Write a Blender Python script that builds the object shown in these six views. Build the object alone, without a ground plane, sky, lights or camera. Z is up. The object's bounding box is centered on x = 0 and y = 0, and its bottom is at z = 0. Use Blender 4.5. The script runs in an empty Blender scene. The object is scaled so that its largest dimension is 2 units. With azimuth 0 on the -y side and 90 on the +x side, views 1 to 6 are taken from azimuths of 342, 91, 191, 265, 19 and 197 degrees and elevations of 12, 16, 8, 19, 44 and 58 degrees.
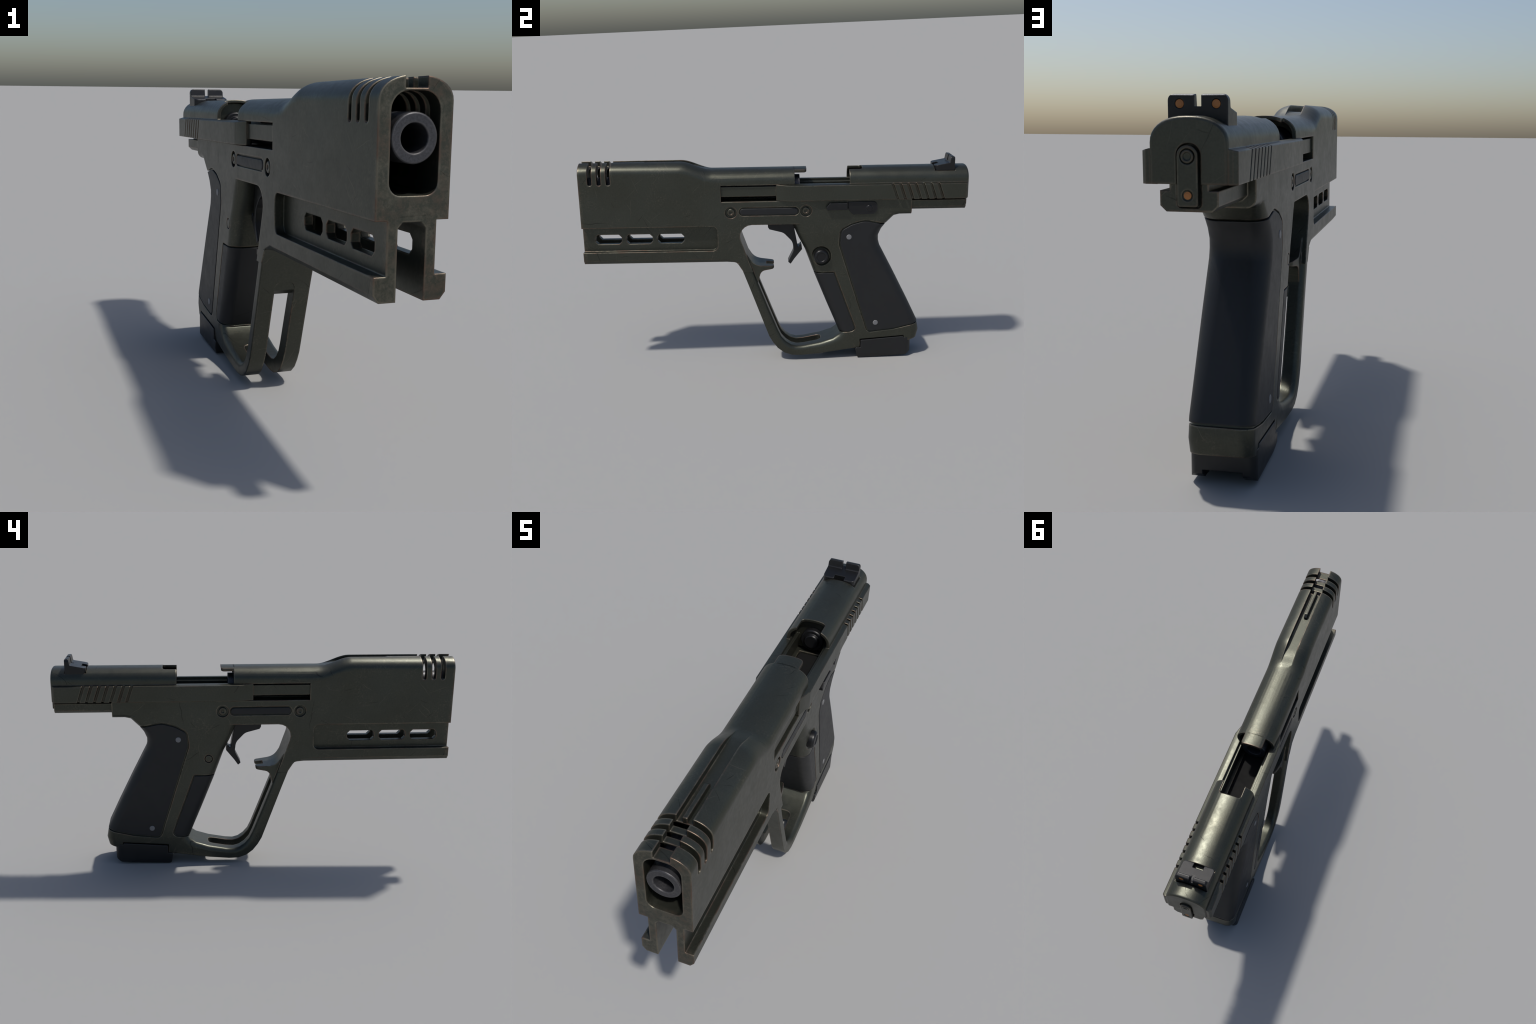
import bpy, bmesh, math
from mathutils import Matrix, Vector

# ------------------------------------------------------------------ frame
# The pistol is modelled in its own frame (X across, Y to the rear, Z up, bore
# level) and is then pitched nose-up by TILT and shifted to its centre plane.
TILT = 0.025
X0 = -0.003
M = Matrix.Translation((X0, 0, 0)) @ Matrix.Rotation(-TILT, 4, 'X')
HW = 0.095                     # half width of receiver and shroud


def W(y, z):
    """side-view point as measured on the standing pistol -> pistol frame"""
    c, s = math.cos(TILT), math.sin(TILT)
    return (y * c - z * s, z * c + y * s)


def WP(pts):
    return [W(*p) for p in pts]


# ------------------------------------------------------------------ mesh kit
def mesh_obj(name, verts, faces):
    me = bpy.data.meshes.new(name)
    me.from_pydata([tuple(v) for v in verts], [], faces)
    bm = bmesh.new()
    bm.from_mesh(me)
    bmesh.ops.remove_doubles(bm, verts=bm.verts, dist=1e-6)
    bmesh.ops.recalc_face_normals(bm, faces=bm.faces)
    bm.to_mesh(me)
    bm.free()
    ob = bpy.data.objects.new(name, me)
    bpy.context.scene.collection.objects.link(ob)
    return ob


def loft(name, rings, cap=True):
    n = len(rings[0])
    verts = [v for r in rings for v in r]
    faces = []
    for i in range(len(rings) - 1):
        for j in range(n):
            k = (j + 1) % n
            faces.append((i * n + j, i * n + k, (i + 1) * n + k, (i + 1) * n + j))
    if cap:
        faces.append(tuple(range(n)))
        faces.append(tuple(range((len(rings) - 1) * n, len(rings) * n)))
    return mesh_obj(name, verts, faces)


def prism_x(name, pts, x0, x1):
    """side profile (y,z) extruded across"""
    return loft(name, [[(x0, y, z) for y, z in pts], [(x1, y, z) for y, z in pts]])


def prism_y(name, pts, y0, y1):
    """front profile (x,z) extruded lengthwise"""
    return loft(name, [[(x, y0, z) for x, z in pts], [(x, y1, z) for x, z in pts]])


def prism_z(name, pts, z0, z1):
    return loft(name, [[(x, y, z0) for x, y in pts], [(x, y, z1) for x, y in pts]])


def box(name, x0, x1, y0, y1, z0, z1):
    return prism_x(name, [(y0, z0), (y1, z0), (y1, z1), (y0, z1)], x0, x1)


def cyl_y(name, r, y0, y1, z, n=40, x=0):
    return prism_y(name, [(x + r * math.cos(2 * math.pi * i / n), z + r * math.sin(2 * math.pi * i / n)) for i in range(n)], y0, y1)


def cyl_x(name, r, x0, x1, y, z, n=32):
    return prism_x(name, [(y + r * math.cos(2 * math.pi * i / n), z + r * math.sin(2 * math.pi * i / n)) for i in range(n)], x0, x1)


def lathe_x(name, prof, n=32, y=0, z=0):
    """prof: (x, r) pairs, turned about the x axis, ends closed"""
    rings = [[(x, y + r * math.cos(2 * math.pi * i / n), z + r * math.sin(2 * math.pi * i / n)) for i in range(n)] for x, r in prof]
    return loft(name, rings)


def fillet(pts, n=6):
    """polygon of (a, b[, radius]) -> polygon with rounded corners"""
    out = []
    L = len(pts)
    for i in range(L):
        p = pts[i]
        r = p[2] if len(p) > 2 else 0
        P = Vector(p[:2])
        if r <= 0:
            out.append((P.x, P.y))
            continue
        A = Vector(pts[i - 1][:2]) - P
        B = Vector(pts[(i + 1) % L][:2]) - P
        la, lb = A.length, B.length
        A.normalize()
        B.normalize()
        ang = A.angle(B)
        t = min(r / math.tan(ang / 2), la * 0.49, lb * 0.49)
        rr = t * math.tan(ang / 2)
        bis = (A + B).normalized()
        C = P + bis * (rr / math.sin(ang / 2))
        s, e = P + A * t - C, P + B * t - C
        a0 = math.atan2(s.y, s.x)
        d = math.atan2(e.y, e.x) - a0
        while d > math.pi:
            d -= 2 * math.pi
        while d < -math.pi:
            d += 2 * math.pi
        for k in range(n + 1):
            a = a0 + d * k / n
            out.append((C.x + rr * math.cos(a), C.y + rr * math.sin(a)))
    return out


def offset_poly(pts, d):
    n = len(pts)
    area = sum(pts[i][0] * pts[(i + 1) % n][1] - pts[(i + 1) % n][0] * pts[i][1] for i in range(n))
    sg = 1 if area > 0 else -1
    out = []
    for i in range(n):
        a, b, c = (Vector(pts[(i + k) % n][:2]) for k in (-1, 0, 1))
        u, v = (b - a).normalized(), (c - b).normalized()
        n1, n2 = Vector((u.y, -u.x)) * sg, Vector((v.y, -v.x)) * sg
        m = (n1 + n2)
        m = m / max(0.3, m.length_squared / 2)
        out.append(tuple(b + m * d) + ((max(pts[i][2] + d, 0.0015),) if len(pts[i]) > 2 and pts[i][2] > 0 else ()))
    return out


def apply_mods(ob):
    dg = bpy.context.evaluated_depsgraph_get()
    dg.update()
    me = bpy.data.meshes.new_from_object(ob.evaluated_get(dg))
    old = ob.data
    ob.modifiers.clear()
    ob.data = me
    bpy.data.meshes.remove(old)


def kill(ob):
    me = ob.data
    bpy.data.objects.remove(ob)
    if me.users == 0:
        bpy.data.meshes.remove(me)


def boolean(ob, others, op='DIFFERENCE'):
    if not isinstance(others, (list, tuple)):
        others = [others]
    for o in others:
        md = ob.modifiers.new('b', 'BOOLEAN')
        md.operation = op
        md.solver = 'EXACT'
        md.object = o
        apply_mods(ob)
        kill(o)
    return ob


def join(obs, name):
    bm = bmesh.new()
    for o in obs:
        bm.from_mesh(o.data)
    me = bpy.data.meshes.new(name)
    bm.to_mesh(me)
    bm.free()
    for o in obs:
        kill(o)
    ob = bpy.data.objects.new(name, me)
    bpy.context.scene.collection.objects.link(ob)
    return ob


def bevel(ob, w, seg=2, ang=35):
    md = ob.modifiers.new('v', 'BEVEL')
    md.width = w
    md.segments = seg
    md.limit_method = 'ANGLE'
    md.angle_limit = math.radians(ang)
    md.miter_outer = 'MITER_ARC'
    apply_mods(ob)
    return ob


def clean(me):
    bm = bmesh.new()
    bm.from_mesh(me)
    bmesh.ops.remove_doubles(bm, verts=bm.verts, dist=1e-4)
    bmesh.ops.dissolve_degenerate(bm, edges=bm.edges, dist=1e-4)
    bmesh.ops.dissolve_limit(bm, angle_limit=math.radians(0.4), verts=bm.verts, edges=bm.edges, delimit=set())
    bmesh.ops.triangulate(bm, faces=bm.faces)
    bmesh.ops.remove_doubles(bm, verts=bm.verts, dist=1e-4)
    bmesh.ops.dissolve_degenerate(bm, edges=bm.edges, dist=1e-4)
    bm.to_mesh(me)
    bm.free()


def smooth_normals(me, ang):
    """corner normals: area-weighted mean of the faces round a vertex that lie within ang"""
    cs = math.cos(math.radians(ang))
    at = [[] for _ in me.vertices]
    for p in me.polygons:
        if p.area > 1e-8:
            for v in p.vertices:
                at[v].append((p.normal.copy(), p.area))
    out = []
    for p in me.polygons:
        for v in p.vertices:
            n = Vector((0, 0, 0))
            for m, a in at[v]:
                if m.dot(p.normal) > cs:
                    n += m * a
            if n.length < 1e-12:
                n = p.normal.copy()
            out.append(n.normalized())
    return out


def shade(ob, ang=32):
    me = ob.data
    clean(me)
    ns = smooth_normals(me, ang)
    me.polygons.foreach_set('use_smooth', [True] * len(me.polygons))
    me.normals_split_custom_set([tuple(n) for n in ns])
    return ob


# ------------------------------------------------------------------ materials
def new_mat(name):
    m = bpy.data.materials.new(name)
    m.use_nodes = True
    nt = m.node_tree
    nt.nodes.clear()
    out = nt.nodes.new('ShaderNodeOutputMaterial')
    p = nt.nodes.new('ShaderNodeBsdfPrincipled')
    nt.links.new(p.outputs[0], out.inputs[0])
    return m, nt, p


def N(nt, t, **kw):
    n = nt.nodes.new(t)
    for k, v in kw.items():
        setattr(n, k, v)
    return n


def noise(nt, vec, scale, detail=4, rough=0.6, dist=0.0):
    n = N(nt, 'ShaderNodeTexNoise')
    n.inputs['Scale'].default_value = scale
    n.inputs['Detail'].default_value = detail
    n.inputs['Roughness'].default_value = rough
    n.inputs['Distortion'].default_value = dist
    nt.links.new(vec, n.inputs['Vector'])
    return n.outputs['Fac']


def ramp(nt, fac, stops):
    r = N(nt, 'ShaderNodeValToRGB')
    e = r.color_ramp.elements
    while len(e) < len(stops):
        e.new(0.5)
    for el, (p, c) in zip(e, stops):
        el.position = p
        el.color = (c, c, c, 1) if not isinstance(c, tuple) else (*c, 1)
    nt.links.new(fac, r.inputs['Fac'])
    return r.outputs['Color']


def mix(nt, fac, a, b, blend='MIX'):
    m = N(nt, 'ShaderNodeMix', data_type='RGBA', blend_type=blend)
    for sock, v in ((m.inputs['Factor'], fac), (m.inputs[6], a), (m.inputs[7], b)):
        if isinstance(v, (int, float)):
            sock.default_value = v
        elif isinstance(v, tuple):
            sock.default_value = (*v, 1)
        else:
            nt.links.new(v, sock)
    return m.outputs[2]


def math_(nt, op, a, b=None, clamp=False):
    m = N(nt, 'ShaderNodeMath', operation=op, use_clamp=clamp)
    for i, v in enumerate((a, b)):
        if v is None:
            continue
        if isinstance(v, (int, float)):
            m.inputs[i].default_value = v
        else:
            nt.links.new(v, m.inputs[i])
    return m.outputs[0]


def vmath(nt, op, a, b=None):
    m = N(nt, 'ShaderNodeVectorMath', operation=op)
    for i, v in enumerate((a, b)):
        if v is None:
            continue
        if isinstance(v, tuple):
            m.inputs[i].default_value = v
        else:
            nt.links.new(v, m.inputs[i])
    return m


def scratches(nt, vec, scale, width, length, share, bend, seed):
    """one thin straight-ish scratch at random direction per random cell, on a share of the cells"""
    mp = N(nt, 'ShaderNodeMapping')
    mp.inputs['Location'].default_value = (seed * 1.37, seed * 2.11, seed * 0.73)
    nt.links.new(vec, mp.inputs['Vector'])
    p = mp.outputs[0]
    vo = N(nt, 'ShaderNodeTexVoronoi')
    vo.inputs['Scale'].default_value = scale
    nt.links.new(p, vo.inputs['Vector'])
    n3 = N(nt, 'ShaderNodeTexNoise')
    n3.inputs['Scale'].default_value = scale * 2.2
    n3.inputs['Detail'].default_value = 1
    nt.links.new(p, n3.inputs['Vector'])
    wob = vmath(nt, 'SCALE', vmath(nt, 'SUBTRACT', n3.outputs['Color'], (0.5, 0.5, 0.5)).outputs[0])
    wob.inputs['Scale'].default_value = bend / scale
    loc = vmath(nt, 'SUBTRACT', vmath(nt, 'ADD', p, wob.outputs[0]).outputs[0], vo.outputs['Position']).outputs[0]
    rnd = vmath(nt, 'SUBTRACT', vo.outputs['Color'], (0.5, 0.5, 0.5)).outputs[0]
    d = vmath(nt, 'NORMALIZE', rnd).outputs[0]
    off = math_(nt, 'ABSOLUTE', vmath(nt, 'DOT_PRODUCT', loc, d).outputs['Value'])
    line = math_(nt, 'SUBTRACT', 1.0, math_(nt, 'DIVIDE', off, width), True)
    ln = vmath(nt, 'LENGTH', loc).outputs['Value']
    fade = math_(nt, 'MULTIPLY', math_(nt, 'SUBTRACT', length, ln), 12.0 * scale * 0.3, True)
    sp = N(nt, 'ShaderNodeSeparateColor')
    nt.links.new(vo.outputs['Color'], sp.inputs[0])
    pick = math_(nt, 'LESS_THAN', sp.outputs[2], share)
    return math_(nt, 'MULTIPLY', math_(nt, 'MULTIPLY', line, fade), pick)


def worn_metal(name, base, tint, edge, copper, metallic, rough, edge_r=0.006, wear=1.0, grain=0.25, spec=0.5, muzzle=False):
    m, nt, p = new_mat(name)
    tc = N(nt, 'ShaderNodeTexCoord')
    v = tc.outputs['Object']
    big = noise(nt, v, 4.0, 3, 0.5, 0.2)
    fine = noise(nt, v, 170, 3, 0.7)
    mid = noise(nt, v, 45, 5, 0.65)
    col = mix(nt, ramp(nt, big, [(0.3, 0.0), (0.7, 1.0)]), base, tint)
    col = mix(nt, grain, col, ramp(nt, fine, [(0.25, 0.25), (0.75, 0.75)]), 'SOFT_LIGHT')
    # rubbed, speckled patches
    area = ramp(nt, noise(nt, v, 9, 4, 0.6), [(0.48, 0.0), (0.68, 1.0)])
    rub = math_(nt, 'MULTIPLY', area, ramp(nt, noise(nt, v, 110, 4, 0.7), [(0.5, 0.0), (0.68, 1.0)]))
    col = mix(nt, math_(nt, 'MULTIPLY', rub, 0.30 * wear), col, edge)
    # scratches: long dark ones, short dark nicks, pale hairlines
    dk = scratches(nt, v, 5.5, 0.0015, 0.085, 0.6, 0.12, 1.0)
    dk2 = scratches(nt, v, 15.0, 0.0015, 0.028, 0.35, 0.12, 2.0)
    lt = scratches(nt, v, 8.0, 0.0012, 0.060, 0.55, 0.12, 3.0)
    lt2 = scratches(nt, v, 13.0, 0.0011, 0.035, 0.5, 0.12, 4.0)
    dark = math_(nt, 'MULTIPLY', math_(nt, 'MAXIMUM', dk, dk2), 0.62)
    pale = math_(nt, 'MULTIPLY', math_(nt, 'MAXIMUM', lt, lt2), 0.30 * wear)
    col = mix(nt, dark, col, tuple(c * 0.12 for c in base))
    col = mix(nt, pale, col, edge)
    # worn edges, on convex edges only
    bv = N(nt, 'ShaderNodeBevel', samples=8)
    bv.inputs['Radius'].default_value = edge_r
    bw = N(nt, 'ShaderNodeBevel', samples=8)
    bw.inputs['Radius'].default_value = edge_r * 1.7
    ge = N(nt, 'ShaderNodeNewGeometry')
    dot = vmath(nt, 'DOT_PRODUCT', bw.outputs[0], ge.outputs['Normal'])
    ed = math_(nt, 'SUBTRACT', 1.0, dot.outputs['Value'])
    ed = math_(nt, 'MULTIPLY', ed, 22.0, True)
    ed = math_(nt, 'MULTIPLY', ed, ramp(nt, ge.outputs['Pointiness'], [(0.495, 0.0), (0.53, 1.0)]))
    # worn through in speckles: strong at the edge itself, broken up further in
    chip = math_(nt, 'ADD', ed, math_(nt, 'MULTIPLY', math_(nt, 'SUBTRACT', noise(nt, v, 75, 5, 0.75), 0.5), 2.6))
    patch = ramp(nt, noise(nt, v, 6.5, 2), [(0.35, 0.0), (0.62, 0.5)])
    chip = math_(nt, 'MULTIPLY', math_(nt, 'SUBTRACT', math_(nt, 'ADD', chip, patch), 0.75), 1.8, True)
    ed = math_(nt, 'MULTIPLY', chip, ed)
    if muzzle:
        # the muzzle face is rubbed bare in mottled patches
        sep = N(nt, 'ShaderNodeSeparateXYZ')
        nt.links.new(v, sep.inputs[0])
        front = math_(nt, 'MULTIPLY', math_(nt, 'SUBTRACT', -0.975, sep.outputs[1]), 90.0, True)
        mot = ramp(nt, noise(nt, v, 55, 6, 0.75), [(0.40, 0.0), (0.66, 0.55)])
        ed = math_(nt, 'MAXIMUM', ed, math_(nt, 'MULTIPLY', front, mot))
    ecol = mix(nt, ramp(nt, noise(nt, v, 11, 2), [(0.42, 0.0), (0.58, 1.0)]), edge, copper)
    col = mix(nt, math_(nt, 'MULTIPLY', ed, 0.8 * wear, True), col, ecol)
    nt.links.new(col, p.inputs['Base Color'])
    p.inputs['Metallic'].default_value = metallic
    p.inputs['Specular IOR Level'].default_value = spec
    rg = mix(nt, ramp(nt, noise(nt, v, 12, 5, 0.65), [(0.38, 0.0), (0.64, 1.0)]), ramp(nt, mid, [(0.3, rough - 0.05), (0.7, rough + 0.02)]), ramp(nt, mid, [(0.3, rough - 0.01), (0.7, rough + 0.07)]))
    nt.links.new(rg, p.inputs['Roughness'])
    b1 = N(nt, 'ShaderNodeBump')
    b1.inputs['Strength'].default_value = 0.10
    b1.inputs['Distance'].default_value = 0.002
    nt.links.new(math_(nt, 'SUBTRACT', fine, dark), b1.inputs['Height'])
    nt.links.new(bv.outputs[0], b1.inputs['Normal'])
    nt.links.new(b1.outputs[0], p.inputs['Normal'])
    return m


OLIVE = worn_metal('olive_worn_metal', (0.059, 0.0605, 0.0475), (0.066, 0.0695, 0.057), (0.19, 0.170, 0.130),
                   (0.160, 0.106, 0.078), 0.80, 0.385, muzzle=True)
SLIDE = worn_metal('olive_slide_metal', (0.059, 0.0605, 0.0475), (0.066, 0.0695, 0.057), (0.14, 0.127, 0.098),
                   (0.13, 0.092, 0.068), 0.80, 0.375, wear=0.7)
STEEL = worn_metal('dark_barrel_steel', (0.050, 0.050, 0.055), (0.060, 0.060, 0.066), (0.16, 0.16, 0.16),
                   (0.15, 0.14, 0.13), 0.6, 0.45, 0.005, 0.6, 0.7)
BLACK = worn_metal('black_control_metal', (0.0085, 0.0088, 0.0096), (0.011, 0.0113, 0.0122), (0.06, 0.06, 0.066),
                   (0.05, 0.05, 0.055), 0.3, 0.36, 0.005, 0.35)
RUBBER = worn_metal('black_grip_polymer', (0.0090, 0.0095, 0.0105), (0.0115, 0.012, 0.013), (0.026, 0.026, 0.027),
                    (0.026, 0.026, 0.026), 0.0, 0.5, 0.006, 0.35, 0.15, spec=0.42)
MAGMAT = worn_metal('black_magazine_polymer', (0.007, 0.0075, 0.008), (0.010, 0.0105, 0.012), (0.04, 0.04, 0.043),
                    (0.04, 0.04, 0.04), 0.1, 0.42, 0.005, 0.35, 0.3)
FOLLOW = worn_metal('matt_black_follower', (0.006, 0.006, 0.006), (0.008, 0.008, 0.008), (0.02, 0.02, 0.02),
                    (0.02, 0.02, 0.02), 0.0, 0.75, 0.004, 0.2, 0.2, spec=0.15)
PALE = worn_metal('bare_grey_metal', (0.17, 0.17, 0.175), (0.2, 0.2, 0.205), (0.35, 0.35, 0.35),
                  (0.3, 0.3, 0.3), 0.2, 0.5, 0.003, 0.4)
ORANGE = worn_metal('orange_sight_paint', (0.36, 0.13, 0.030), (0.42, 0.16, 0.040), (0.45, 0.2, 0.07),
                    (0.4, 0.16, 0.05), 0.0, 0.5, 0.002, 0.3, 0.2)

# ------------------------------------------------------------------ profiles
BORE = 0.938                      # bore axis height
FRONT = -1.0145
TOP_HI, TOP_LO = 1.079, 1.0355     # shroud top and slide top


def arch(zt, zs, hw=HW, n=9, zb=0.800, power=2.15):
    """front section: straight sides, domed top, from zb up"""
    pts = [(-hw, zb), (hw, zb)]
    flat = 0.006
    for i in range(n + 1):
        t = i / n * math.pi / 2
        c, s = math.cos(t) ** (2 / power), math.sin(t) ** (2 / power)
        pts.append((flat * 0 + hw * 1.0 * (c * (1 - flat / hw) + flat / hw * 1.0), zs + (zt - zs) * s))
    for i in range(n, -1, -1):
        t = i / n * math.pi / 2
        c, s = math.cos(t) ** (2 / power), math.sin(t) ** (2 / power)
        pts.append((-(hw * (c * (1 - flat / hw) + flat / hw)), zs + (zt - zs) * s))
    return pts


def smooth(t):
    t = max(0, min(1, t))
    return t * t * (3 - 2 * t)


def cover_section(y, grow=0.0, zb=0.800):
    f = 1 - smooth((y + 0.50) / 0.165)          # 1 on the shroud, 0 on the rear cover
    zt = TOP_LO + (TOP_HI - TOP_LO) * f + grow
    zs = 0.974 + (1.022 - 0.974) * f
    return [(x, y, z) for x, z in arch(zt, zs, HW + grow, zb=zb)]


# ------------------------------------------------------------------ receiver
ys = [FRONT, -0.60] + [-0.50 + 0.165 * i / 12 for i in range(13)] + [-0.1, 0.085]
frame = loft('receiver', [cover_section(y) for y in ys])
# lower body: fore-end flanges back to the tang
body = prism_x('body', fillet([(FRONT, 0.556), (-0.22, 0.556, 0.03), (-0.185, 0.50), (-0.135, 0.50),
                               (-0.152, 0.5445), (-0.2245, 0.754, 0.062), (0.40, 0.754),
                               (0.45, 0.832), (0.681, 0.832), (0.681, 0.8775), (-0.10, 0.8775),
                               (-0.10, 0.90), (FRONT, 0.90)]), -HW, HW)
boolean(frame, body, 'UNION')
# tang: rounded underside sweeping up from the grip to the rear
rings = []
for y, zb in ((0.40, 0.66), (0.50, 0.735), (0.54, 0.758), (0.57, 0.776), (0.595, 0.788), (0.62, 0.7945), (0.65, 0.795), (0.681, 0.795)):
    sec = fillet([(-HW, zb, 0.036), (HW, zb, 0.036), (HW, 0.85), (-HW, 0.85)], 7)
    rings.append([(x, y, z) for x, z in sec])
boolean(frame, loft('tang', rings), 'UNION')


# grip: rounded sections stacked down the raked handle (y_front, y_back, z, half width, r_front, r_back)
GRIP = [(0.075, 0.630, 0.790, HW, 0.03, 0.03), (0.085, 0.598, 0.757, HW, 0.045, 0.04),
        (0.098, 0.570, 0.728, HW, 0.05, 0.050), (0.108, 0.550, 0.702, HW, 0.05, 0.055),
        (0.122, 0.535, 0.668, HW, 0.05, 0.060), (0.136, 0.534, 0.640, HW, 0.05, 0.060),
        (0.150, 0.541, 0.610, HW, 0.05, 0.060),
        (0.198, 0.610, 0.467, HW, 0.05, 0.055), (0.256, 0.683, 0.310, HW, 0.05, 0.050),
        (0.300, 0.734, 0.195, HW, 0.05, 0.045), (0.320, 0.743, 0.140, HW, 0.05, 0.045),
        (0.345, 0.732, 0.095, 0.0938, 0.05, 0.045), (0.352, 0.712, 0.060, 0.0910, 0.05, 0.045),
        (0.352, 0.704, 0.000, 0.0910, 0.05, 0.045)]


def grip_body(name, grow=0.0):
    rings = []
    for k, (yf, yb, z, hw, rf, rb) in enumerate(GRIP):
        h = hw + grow
        if grow:                     # offset copies run past both ends
            z += (0.03 if k == 0 else 0) - (0.03 if k == len(GRIP) - 1 else 0) + math.copysign(0.01, -grow) * (k == 0)
        pts = fillet([(-h, yf - grow, rf + grow), (h, yf - grow, rf + grow), (h, yb + grow, rb + grow), (-h, yb + grow, rb + grow)], 8)
        rings.append([(x, *W(y, z)) for x, y in pts])
    return loft(name, rings)


grip = grip_body('grip')
boolean(grip, prism_x('c', WP([(0.2, -0.2), (0.2, 0.034), (0.30, 0.042), (0.44, 0.060), (0.66, 0.087), (0.74, 0.101), (0.90, 0.101), (0.9, -0.2)]), -0.3, 0.3))
boolean(frame, grip, 'UNION')

# trigger guard: outer and inner edge of the loop, in pairs from the fore-end round to the grip
GUARD = [((-0.240, 0.690), (-0.195, 0.705)), ((-0.190, 0.548), (-0.1435, 0.566)), ((-0.143, 0.408), (-0.0965, 0.424)),
         ((-0.099, 0.274), (-0.0495, 0.290)), ((-0.056, 0.143), (-0.006, 0.168)), ((-0.037, 0.107), (0.010, 0.132)),
         ((-0.012, 0.072), (0.033, 0.104)), ((0.022, 0.044), (0.060, 0.084)), ((0.062, 0.029), (0.090, 0.075)),
         ((0.110, 0.026), (0.128, 0.077)), ((0.215, 0.033), (0.218, 0.092)), ((0.290, 0.042), (0.285, 0.112)),
         ((0.345, 0.049), (0.325, 0.140)), ((0.400, 0.056), (0.360, 0.200))]


def sweep(pairs, section):
    rings = []
    for i, (o, n) in enumerate(pairs):
        o, n = Vector(W(*o)), Vector(W(*n))
        ring = []
        for x, t in section(i):
            q = o.lerp(n, t)
            ring.append((x, q.x, q.y))
        rings.append(ring)
    return loft('sweep', rings)


def guard_section(i):
    h, r = (HW - 0.0006, HW - 0.0008, 0.0935)[min(i, 2)], 0.022
    pts = fillet([(-h, 0.0, 0.004), (h, 0.0, 0.004), (h, 0.05, r), (-h, 0.05, r)], 6)
    return [(x, n / 0.05) for x, n in pts]


guard = sweep(GUARD, guard_section)


def subdiv_pairs(pairs, a, b, n):
    out = []
    for k in range(n + 1):
        t = a + (b - a) * k / n
        i = min(int(t), len(pairs) - 2)
        f = t - i
        out.append(tuple(tuple(p + (q - p) * f for p, q in zip(pairs[i][s], pairs[i + 1][s])) for s in (0, 1)))
    return out


# slot through the strap: the two ends are rounded over about 3 cm
TS = [1.86 + d for d in (0, .01, .03, .06, .10, .15, .21)] + [2.2 + 0.2 * k for k in range(38)] + [9.70 + d for d in (0, .1, .2, .28, .34)]
SLOT = [subdiv_pairs(GUARD, t, t, 1)[0] for t in TS]


def slot_section(i):
    h = 0.0355
    e = TS[i] - TS[0] if i < 20 else (TS[-1] - TS[i])
    rr = 0.18 if i < 20 else 0.30
    q = min(1.0, e / rr)
    k = 0.42 + 0.58 * math.sqrt(1 - (1 - q) ** 2)
    return [(-h * k, -1.0), (h * k, -1.0), (h * k, 2.2), (-h * k, 2.2)]


boolean(guard, sweep(SLOT, slot_section))
boolean(frame, guard, 'UNION')

# finger hook on the inside of the guard
hook = prism_x('hook', fillet(WP([(-0.175, 0.62), (-0.155, 0.600)]) + [(*W(-0.117, 0.535), 0.075), (*W(-0.014, 0.5235), 0.005),
                                  (*W(-0.014, 0.509), 0.008), (*W(-0.082, 0.502), 0.03), (*W(-0.100, 0.445), 0.02), W(-0.112, 0.38), W(-0.14, 0.40)], 8), -0.2, 0.2)
plan = prism_z('plan', fillet([(-0.076, -0.3), (0.076, -0.3), (0.076, -0.10, 0.03), (0.062, -0.026, 0.022), (-0.062, -0.026, 0.022), (-0.076, -0.10, 0.03)]), 0.2, 0.8)
boolean(hook, plan, 'INTERSECT')
boolean(hook, box('n', -0.025, 0.025, -0.068, 0.1, 0.46, 0.6))
boolean(frame, hook, 'UNION')

# muzzle cavity, bore, top groove, gas vents
boolean(frame, prism_y('cav', fillet([(-0.063, 0.806, 0.032), (0.063, 0.806, 0.032), (0.063, 1.045, 0.045), (-0.063, 1.045, 0.045)]), -1.1, -0.42))
boolean(frame, cyl_y('bore', 0.0605, -0.5, 0.2, BORE))
boolean(frame, prism_x('groove', [(-1.1, 1.050), (-0.46, 1.050), (-0.43, 1.0492), (-0.41, 1.0470), (-0.39, 1.0425), (-0.37, 1.0385), (-0.35, 1.0362), (-0.33, 1.0362), (-0.33, 1.2), (-1.1, 1.2)], -0.0285, 0.0285))
VENTS = (-0.955, -0.908, -0.861)
for y in VENTS:
    boolean(frame, prism_x('vent', fillet([(y - 0.0105, 0.972, 0.009), (y + 0.0105, 0.972, 0.009), (y + 0.0105, 1.2), (y - 0.0105, 1.2)], 4), -0.2, 0.2))
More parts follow.
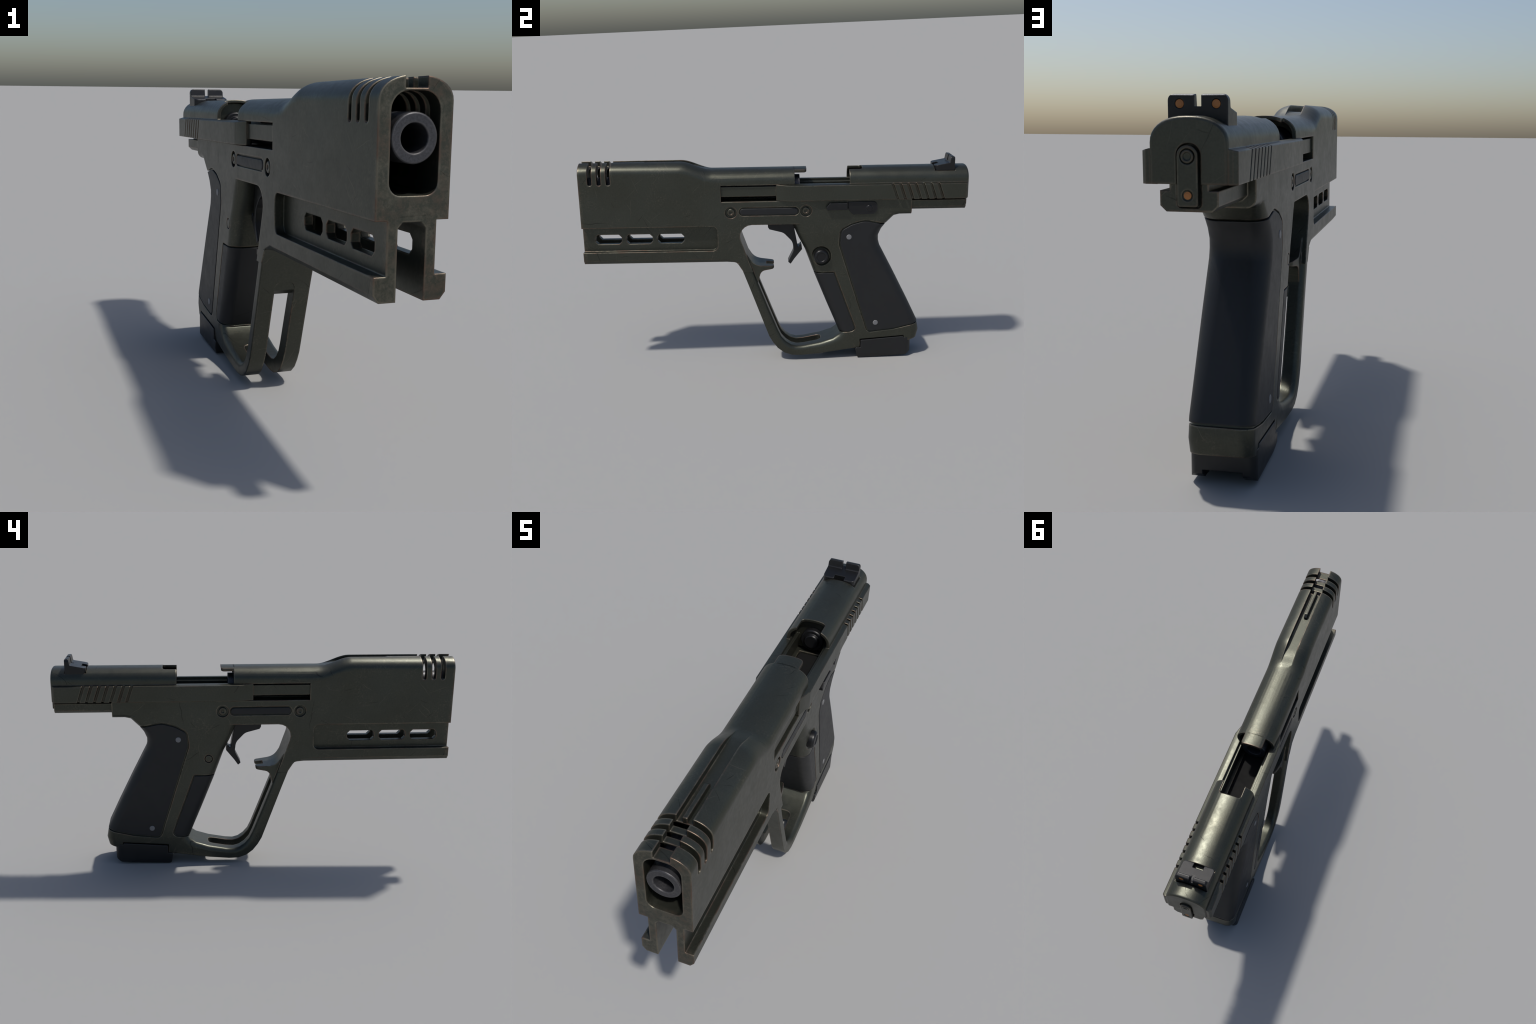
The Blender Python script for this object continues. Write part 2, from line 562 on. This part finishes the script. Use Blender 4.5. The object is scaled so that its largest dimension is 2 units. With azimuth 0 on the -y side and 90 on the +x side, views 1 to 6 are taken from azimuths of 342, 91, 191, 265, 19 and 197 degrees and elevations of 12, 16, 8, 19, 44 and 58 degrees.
# fore-end channel, side recesses and through slots
boolean(frame, prism_y('chan', [(-0.0365, 0.4), (0.0365, 0.4), (0.0365, 0.731), (0.024, 0.745), (-0.024, 0.745), (-0.0365, 0.731)], -1.1, -0.33))
for s in (-1, 1):
    boolean(frame, prism_x('rec', fillet([(-1.1, 0.619), (-0.316, 0.619, 0.027), (-0.316, 0.749, 0.027), (-1.1, 0.749)]), s * 0.0635, s * 0.2))
    # chamfer under the flange
    boolean(frame, loft('ch', [[(s * (HW - 0.019 * k), y, 0.55), (s * 0.1, y, 0.55), (s * 0.1, y, 0.556 + 0.025 * k)] for y, k in ((-1.1, 1), (-0.27, 1), (-0.205, 0.05))]))
for y0, y1 in ((-0.953, -0.816), (-0.792, -0.655), (-0.630, -0.491)):
    c = 0.014
    boolean(frame, prism_x('slot', [(y0 + c, 0.656), (y1 - c, 0.656), (y1, 0.656 + c), (y1, 0.707 - c), (y1 - c, 0.707), (y0 + c, 0.707), (y0, 0.707 - c), (y0, 0.656 + c)], -0.2, 0.2))

# window for the slide bars, slide tunnel behind it, hollow under the rear cover
boolean(frame, box('win', 0.058, 0.2, -0.292, 0.2, 0.8765, 0.9605))
boolean(frame, box('win', -0.2, -0.058, -0.292, 0.2, 0.8765, 0.9605))
boolean(frame, box('win', 0.02, 0.2, -0.292, 0.2, 0.8765, 0.902))
boolean(frame, box('win', -0.2, -0.02, -0.292, 0.2, 0.8765, 0.902))
boolean(frame, prism_y('tun', [(x, z) for x, z in arch(TOP_LO - 0.012, 0.974, HW - 0.014, zb=0.879)], -0.06, 0.30))
# tongue of the rear cover
tongue = prism_y('tongue', [(x, z) for x, z in arch(TOP_LO, 0.974)], 0.08, 0.1465)
boolean(tongue, prism_y('t', arch(TOP_LO - 0.012, 0.974, HW - 0.014), 0.0, 0.3))
boolean(tongue, prism_z('t', fillet([(-0.052, 0.0), (0.052, 0.0), (0.052, 0.1465, 0.014), (-0.052, 0.1465, 0.014)]), 0.99, 1.2), 'INTERSECT')
boolean(frame, tongue, 'UNION')
# magazine well seen through the ejection port
boolean(frame, box('well', -0.048, 0.048, 0.10, 0.42, 0.80, 1.0))

PLATE = [(-0.0245, 0.829, 0.006), (0.0245, 0.829, 0.006), (0.0245, 0.969, 0.0235), (-0.0245, 0.969, 0.0235)]


def plate_groove():
    return prism_y('g', offset_poly(fillet(PLATE, 8), 0.004), 0.953, 1.1)


# tang tail: keyed rail below the slide
tail = prism_y('tail', [(-0.070, 0.830), (-0.055, 0.816), (0.055, 0.816), (0.070, 0.830), (0.070, 0.865), (0.047, 0.865), (0.047, 0.90), (-0.047, 0.90), (-0.047, 0.865), (-0.070, 0.865)], 0.60, 0.9605)
boolean(tail, plate_groove())
boolean(frame, tail, 'UNION')

# seats for panels: shells taken off the surface, so that a groove runs round each panel
PANEL = [(*W(0.335, 0.712), 0.035), (*W(0.393, 0.743), 0.06), (*W(0.462, 0.760), 0.10), W(0.60, 0.728), W(0.90, 0.60), W(0.95, 0.215),
         (*W(0.728, 0.181), 0.05), (*W(0.606, 0.155), 0.05), (*W(0.466, 0.143), 0.028), (*W(0.325, 0.638), 0.04)]
STRAP = [(*W(0.300, 0.487), 0.006), (*W(0.407, 0.165), 0.03), W(0.385, 0.150), W(0.20, 0.135), W(0.05, 0.50), W(0.18, 0.488)]


def seat_and_panel(name, outline, gap, depth, proud):
    pts = fillet(outline, 8)
    seat = grip_body('seat', 0.03)
    boolean(seat, grip_body('core', -depth))
    boolean(seat, prism_x('o', pts, -0.2, 0.2), 'INTERSECT')
    boolean(frame, seat)
    panel = grip_body(name, proud)
    boolean(panel, grip_body('core', -depth))
    boolean(panel, prism_x('o', fillet(offset_poly(outline, -gap), 8), -0.2, 0.2), 'INTERSECT')
    return panel


grip_panel = seat_and_panel('grip_panel', PANEL, 0.0075, 0.008, 0.0005)
strap_panel = seat_and_panel('front_strap_panel', STRAP, 0.006, 0.007, 0.0)

# magazine: floor plate filling the notch in the grip foot
MAGO = [(*W(0.401, 0.058), 0.008), (*W(0.412, 0.0005), 0.012), (*W(0.668, 0.009), 0.02), (*W(0.695, 0.028), 0.012), W(0.700, 0.105), W(0.660, 0.105), (*W(0.658, 0.1125), 0.004), (*W(0.432, 0.100), 0.004), W(0.430, 0.058)]
notch = offset_poly(fillet([W(0.428, -0.1), W(0.427, 0.106), W(0.661, 0.119), W(0.664, 0.086), W(0.80, 0.080), W(0.80, -0.1)]), 0.0)
for s in (-1, 1):
    boolean(frame, prism_x('n', fillet(WP([(0.428, -0.1), (0.427, 0.106), (0.661, 0.118), (0.664, -0.1)])), s * 0.078, s * 0.2))
magazine = prism_x('magazine', fillet(MAGO, 4), -0.2, 0.2)
boolean(magazine, prism_z('p', fillet([(-0.098, 0.385, 0.016), (0.098, 0.385, 0.016), (0.0965, 0.6965, 0.03), (-0.0965, 0.6965, 0.03)], 6), -0.2, 0.3), 'INTERSECT')
boolean(magazine, box('u', -0.058, 0.058, 0.46, 0.9, -0.2, 0.058))
for s in (-1, 1):   # bottom edges drawn in a little
    boolean(magazine, prism_y('ch', [(s * 0.083, -0.02), (s * 0.12, -0.02), (s * 0.12, 0.06), (s * 0.1, 0.045)], 0.2, 0.9))

# seats for screws, side strips, pin and button
SCREWS = [W(-0.2225, 0.826), W(0.1615, 0.8195)]
STRIP = (W(-0.181, 0.829), W(0.1255, 0.820))
zs_ = (STRIP[0][1] + STRIP[1][1]) / 2
for s in (-1, 1):
    for y, z in SCREWS:
        boolean(frame, cyl_x('s', 0.0295, s * (HW - 0.012), s * 0.2, y, z, 28))
    boolean(frame, prism_x('s', fillet([(STRIP[0][0], zs_ - 0.0215, 0.0215), (STRIP[1][0], zs_ - 0.0215, 0.0215), (STRIP[1][0], zs_ + 0.0215, 0.0215), (STRIP[0][0], zs_ + 0.0215, 0.0215)], 8), s * (HW - 0.006), s * 0.2))
py, pz = W(0.227, 0.573)
boolean(frame, cyl_x('pin', 0.0205, -0.2, -(HW - 0.006), py, pz, 28))
by, bz = W(0.233, 0.576)
dish = lathe_x('dish', [(0.088, 0.045), (0.0945, 0.052), (0.12, 0.07)], 28, by, bz)
boolean(frame, dish)
clean(frame.data)

# ------------------------------------------------------------------ slide
REAR = 0.9655
slide = loft('slide', [[(x, y, z) for x, z in arch(TOP_LO - g, 0.974, 0.094 - g, zb=0.880)]
                       for y, g in ((0.364, 0), (REAR - 0.009, 0), (REAR - 0.003, 0.0022), (REAR, 0.0065))])
# cavity round the bolt face, and notch in the front of the dome
boolean(slide, prism_y('t', arch(TOP_LO - 0.012, 0.974, HW - 0.014, zb=0.80), 0.3, 0.452))
boolean(slide, prism_z('n', fillet([(-0.052, 0.2), (0.052, 0.2), (0.052, 0.432, 0.014), (-0.052, 0.432, 0.014)]), 0.99, 1.2))
# rails along both sides: taper in at the front, chamfered at the rear
for s in (-1, 1):
    rail = prism_z('rail', [(s * x, y) for x, y in [(0.076, -0.010), (HW - 0.001, -0.010), (0.1145, 0.060), (0.1145, 0.950), (0.104, REAR - 0.006), (0.076, REAR - 0.006)]], 0.879, 0.961)
    boolean(rail, prism_y('ch', [(s * 0.094, 0.9615), (s * 0.125, 0.9615), (s * 0.125, 0.9530)], -0.1, 1.1))
    boolean(slide, rail, 'UNION')
    # inner ledge in the ejection port and bar running forward inside the window
    boolean(slide, box('led', s * 0.064, s * 0.0775, 0.02, 0.50, 0.8795, 0.945), 'UNION')
    boolean(slide, box('bar', s * 0.066, s * 0.086, -0.30, 0.0, 0.901, 0.952), 'UNION')
for i in range(7):
    yt = 0.576 + i * 0.0384
    for s in (-1, 1):
        boolean(slide, prism_x('ser', [(yt + 0.0275, 0.87), (yt + 0.0395, 0.87), (yt + 0.0065, 0.966), (yt - 0.0055, 0.966)], s * 0.0968, s * 0.2))
# sight seat
boolean(slide, box('seat', -0.0735, 0.0735, 0.797, 0.899, 1.012, 1.2))
boolean(slide, plate_groove())
shade(slide)

bolt = loft('bolt', [[(r * math.cos(2 * math.pi * i / 36), y, BORE + r * math.sin(2 * math.pi * i / 36)) for i in range(36)]
                     for y, r in ((0.46, 0.050), (0.428, 0.050), (0.424, 0.046), (0.424, 0.034), (0.416, 0.032), (0.412, 0.028))])
shade(bolt)

# rear plate with striker ring and cocking dot
plate = prism_y('rear_plate', fillet(PLATE, 8), 0.950, 0.974)
boolean(plate, cyl_y('h', 0.013, 0.9705, 1.1, 0.855, 24))
boolean(plate, cyl_y('h', 0.018, 0.9705, 1.1, 0.944, 24))
shade(plate)
ring = loft('striker_ring', [[(r * math.cos(2 * math.pi * i / 28), y, 0.944 + r * math.sin(2 * math.pi * i / 28)) for i in range(28)]
                             for y, r in ((0.960, 0.0155), (0.974, 0.0155), (0.976, 0.0135), (0.976, 0.0105), (0.972, 0.0085), (0.9735, 0.0))][:-1])
shade(ring)

# ------------------------------------------------------------------ barrel, trigger, sights
def turned_y(name, prof, z, n=40):
    return loft(name, [[(r * math.cos(2 * math.pi * i / n), y, z + r * math.sin(2 * math.pi * i / n)) for i in range(n)] for y, r in prof])


barrel = turned_y('barrel', [(-0.55, 0.0345), (-1.009, 0.0345), (-1.012, 0.0365), (-1.012, 0.0565), (-1.009, 0.0595),
                             (-0.05, 0.0592), (0.112, 0.0592), (0.112, 0.036), (0.0, 0.034)], BORE)
shade(barrel)

trigger = prism_x('trigger', fillet(WP([(-0.042, 0.765), (-0.040, 0.722), (-0.033, 0.711)]) + [(*W(0.040, 0.690), 0.05), (*W(0.085, 0.640), 0.05), (*W(0.090, 0.592), 0.04),
                                                  W(0.058, 0.531), W(0.071, 0.519), (*W(0.092, 0.548), 0.03), W(0.134, 0.597), (*W(0.132, 0.621), 0.004), (*W(0.127, 0.623), 0.003),
                                                  (*W(0.120, 0.613), 0.005), W(0.110, 0.612), (*W(0.109, 0.628), 0.01), W(0.098, 0.700), W(0.10, 0.775)], 5), -0.033, 0.033)
shade(bevel(trigger, 0.003, 2, 50))
trigger.data.transform(Matrix.Translation((0, 0.003, 0.003)))

sight = prism_x('rear_sight', fillet([(0.7985, 1.005), (0.897, 1.005), (0.897, 1.083, 0.004), (0.878, 1.086, 0.004), (0.873, 1.0540, 0.006), (0.7985, 1.0405, 0.004)], 4), -0.073, 0.073)
boolean(sight, prism_y('r', fillet([(-0.073, 0.9), (0.073, 0.9), (0.073, 1.086, 0.016), (-0.073, 1.086, 0.016)]), 0.7, 1.0), 'INTERSECT')
boolean(sight, prism_z('p', fillet([(-0.073, 0.7985, 0.016), (0.073, 0.7985, 0.016), (0.073, 1.0), (-0.073, 1.0)]), 0.9, 1.2), 'INTERSECT')
boolean(sight, prism_x('n', [(0.862, 1.0508), (1.0, 1.0740), (1.0, 1.2), (0.862, 1.2)], -0.0085, 0.0085))
boolean(sight, box('n', -0.024, 0.024, 0.70, 0.823, 0.9, 1.2))
for s in (-1, 1):
    boolean(sight, cyl_y('d', 0.0115, 0.8945, 1.0, 1.0625, 24, s * 0.0445))
shade(bevel(sight, 0.002, 2, 45))
sight.data.transform(Matrix.Translation((-0.004, 0, 0)))

front_sight = prism_x('front_sight', fillet([(-0.850, 1.045), (-0.672, 1.045), (-0.668, 1.060, 0.006), (-0.685, 1.0735, 0.012), (-0.850, 1.0735)], 4), -0.0085, 0.0085)
shade(bevel(front_sight, 0.003, 2, 50))

# ------------------------------------------------------------------ controls
def lev(px, py):   # lever outline, drawn at a scale of 6.54 units per mm
    y = 0.265 + (px - 200) * 0.1531e-3
    z = 0.8575 - (py - 390) * 0.1531e-3 - (px - 200) * 3.4e-6
    return W(y, z)


lever = prism_x('slide_stop_lever', fillet([(*lev(320, 390), 0.003), lev(905, 385), lev(905, 618), (*lev(225, 622), 0.003), (*lev(200, 530), 0.003)], 3), 0.080, 0.1165)
lever2 = prism_x('l', fillet([lev(925, 372), (*lev(1900, 366), 0.022), (*lev(1905, 795), 0.030), (*lev(1085, 800), 0.003), (*lev(925, 612), 0.003)], 6), 0.080, 0.102)
shade(bevel(lever, 0.002, 2, 50))
shade(bevel(lever2, 0.0015, 2, 50))
ly, lz = lev(1635, 585)
boss = lathe_x('b', [(0.09, 0.0145), (0.105, 0.0145), (0.1065, 0.0125)], 24, ly, lz)
shade(boss)
lever = join([lever, lever2, boss], 'slide_stop_lever')
shade(lever)

button = lathe_x('magazine_release_button', [(0.075, 0.0385), (0.106, 0.0395), (0.115, 0.035), (0.1175, 0.031), (0.1175, 0.025), (0.114, 0.022), (0.114, 0.0)][:-1], 20, by, bz)
shade(button, 40)

# ------------------------------------------------------------------ assemble
root = bpy.data.objects.new('pistol', None)
bpy.context.scene.collection.objects.link(root)
root["label"] = "worn olive metal pistol with long boxy shroud and black grips"
root["category"] = "pistol"


def finish(ob, mat, name=None, parent=None):
    ob.data.transform(M)
    ob.data.materials.clear()
    ob.data.materials.append(mat)
    ob.parent = parent or root
    if name:
        ob.name = name
        ob.data.name = name
    return ob


# split the seamless frame into its named regions, keeping the whole body's normals
def split_regions(ob):
    me = ob.data
    bm = bmesh.new()
    bm.from_mesh(me)
    g0, g1 = Vector((0, *W(0.118, 0.70))), Vector((0, *W(0.330, 0.130)))
    d = (g1 - g0).normalized()
    nrm = Vector((0, -d.z, d.y))                       # square to the front strap
    if nrm.y > 0:
        nrm = -nrm
    gp = g0 + nrm * 0.012                              # just ahead of the strap
    planes = [(Vector((0, -0.300, 0)), Vector((0, 1, 0))), (Vector((0, 0, 0.7535)), Vector((0, 0, 1))),
              (Vector((0, 0, 0.5565)), Vector((0, 0, 1))), (gp, nrm)]
    return bm, planes, gp, nrm


def region_of(c, gp, nrm):
    if c.y < -0.300 and c.z > 0.50:
        return 'barrel_shroud'
    if c.z > 0.7535:
        return 'receiver'
    if (c - gp).dot(nrm) > 0:
        return 'trigger_guard'
    return 'grip_frame'


bm, planes, gp, nrm = split_regions(frame)
for co, no in planes:
    bmesh.ops.bisect_plane(bm, geom=bm.verts[:] + bm.edges[:] + bm.faces[:], plane_co=co, plane_no=no, dist=1e-5)
bmesh.ops.triangulate(bm, faces=bm.faces)
whole = bpy.data.meshes.new('whole')
bm.to_mesh(whole)
bm.free()
cn = smooth_normals(whole, 32)
pieces = {}
label = {}
gp2, nrm2 = gp, nrm
for p in whole.polygons:
    label.setdefault(region_of(p.center, gp2, nrm2), []).append(p.index)
for rname, idx in label.items():
    vmap, verts, faces, norms = {}, [], [], []
    for pi in idx:
        p = whole.polygons[pi]
        fc = []
        for li, vi in zip(p.loop_indices, p.vertices):
            if vi not in vmap:
                vmap[vi] = len(verts)
                verts.append(tuple(whole.vertices[vi].co))
            fc.append(vmap[vi])
            norms.append(cn[li])
        faces.append(fc)
    me = bpy.data.meshes.new(rname)
    me.from_pydata(verts, [], faces)
    me.polygons.foreach_set('use_smooth', [True] * len(me.polygons))
    me.transform(M)
    R = M.to_3x3()
    me.normals_split_custom_set([tuple(R @ Vector(n)) for n in norms])
    me.materials.append(OLIVE)
    ob = bpy.data.objects.new(rname, me)
    bpy.context.scene.collection.objects.link(ob)
    ob.parent = root
    pieces[rname] = ob
kill(frame)

shade(grip_panel)
shade(strap_panel)
shade(magazine)
follower = box('follower', -0.0475, 0.0475, 0.101, 0.419, 0.79, 0.8705)
shade(bevel(follower, 0.003))
finish(follower, FOLLOW, parent=magazine)
finish(grip_panel, RUBBER)
finish(strap_panel, RUBBER)
finish(magazine, MAGMAT)
finish(slide, SLIDE)
finish(bolt, BLACK, parent=slide)
finish(plate, SLIDE, parent=slide)
finish(ring, SLIDE, parent=slide)
finish(barrel, STEEL)
finish(trigger, BLACK)
finish(sight, BLACK)
finish(front_sight, OLIVE)
finish(lever, BLACK)
finish(button, BLACK)


def place(src_ob, name, y, z, side, x=0.0, parent=None, spin=0.0):
    """repeat of a part made about the origin, facing +x"""
    ob = src_ob.copy()
    ob.name = name
    bpy.context.scene.collection.objects.link(ob)
    ob.parent = parent or root
    ob.matrix_local = M @ Matrix.Translation((side * x, y, z)) @ (Matrix.Rotation(math.pi if side < 0 else 0, 4, 'Z')) @ Matrix.Rotation(spin, 4, 'X')
    return ob


screw = lathe_x('screw', [(-0.016, 0.0195), (-0.0035, 0.0195), (-0.001, 0.0165), (-0.001, 0.0085), (-0.006, 0.0075)], 24)
shade(screw, 40)
screw.data.materials.append(OLIVE)
for s in (-1, 1):
    for k, (y, z) in enumerate(SCREWS):
        place(screw, 'screw', y, z, s, HW, spin=0.4 * k + s)
L = STRIP[1][0] - STRIP[0][0]
strip = prism_x('side_strip', fillet([(-L / 2 + 0.005, -0.0165, 0.0165), (L / 2 - 0.005, -0.0165, 0.0165), (L / 2 - 0.005, 0.0165, 0.0165), (-L / 2 + 0.005, 0.0165, 0.0165)], 8), -0.010, 0.0015)
shade(bevel(strip, 0.003, 2, 50))
strip.data.materials.append(RUBBER)
for s in (-1, 1):
    place(strip, 'side_strip', (STRIP[0][0] + STRIP[1][0]) / 2, zs_, s, HW)
rivet = lathe_x('rivet', [(-0.012, 0.0135), (0.0012, 0.0135), (0.0025, 0.0115)], 24)
shade(rivet, 50)
rivet.data.materials.append(PALE)
for s in (-1, 1):
    for y, z in (W(0.379, 0.672), W(0.511, 0.197)):
        place(rivet, 'rivet', y, z, s, 0.0952, parent=grip_panel)
pin = lathe_x('pin', [(-0.012, 0.0175), (-0.0015, 0.0175), (0.0, 0.0155)], 28)
shade(pin, 50)
pin.data.materials.append(OLIVE)
place(pin, 'pin', py, pz, -1, HW)
dot = turned_y('sight_dot', [(-0.004, 0.0105), (0.0, 0.0105), (0.0008, 0.0095), (0.0008, 0.0065), (0.0016, 0.0058)], 0.0, 24)
shade(dot, 50)
dot.data.materials.append(ORANGE)
for s in (-1, 1):
    o = place(dot, 'sight_dot', 0.8965, 1.0655, 1, 0, parent=sight)
    o.matrix_local = M @ Matrix.Translation((s * 0.0445 - 0.004, 0.8955, 1.0625))
o = place(dot, 'cocking_dot', 0, 0, 1, 0, parent=slide)
o.matrix_local = M @ Matrix.Translation((0, 0.9725, 0.855)) @ Matrix.Scale(0.88, 4)
for t in (screw, strip, rivet, pin, dot):
    bpy.data.objects.remove(t)
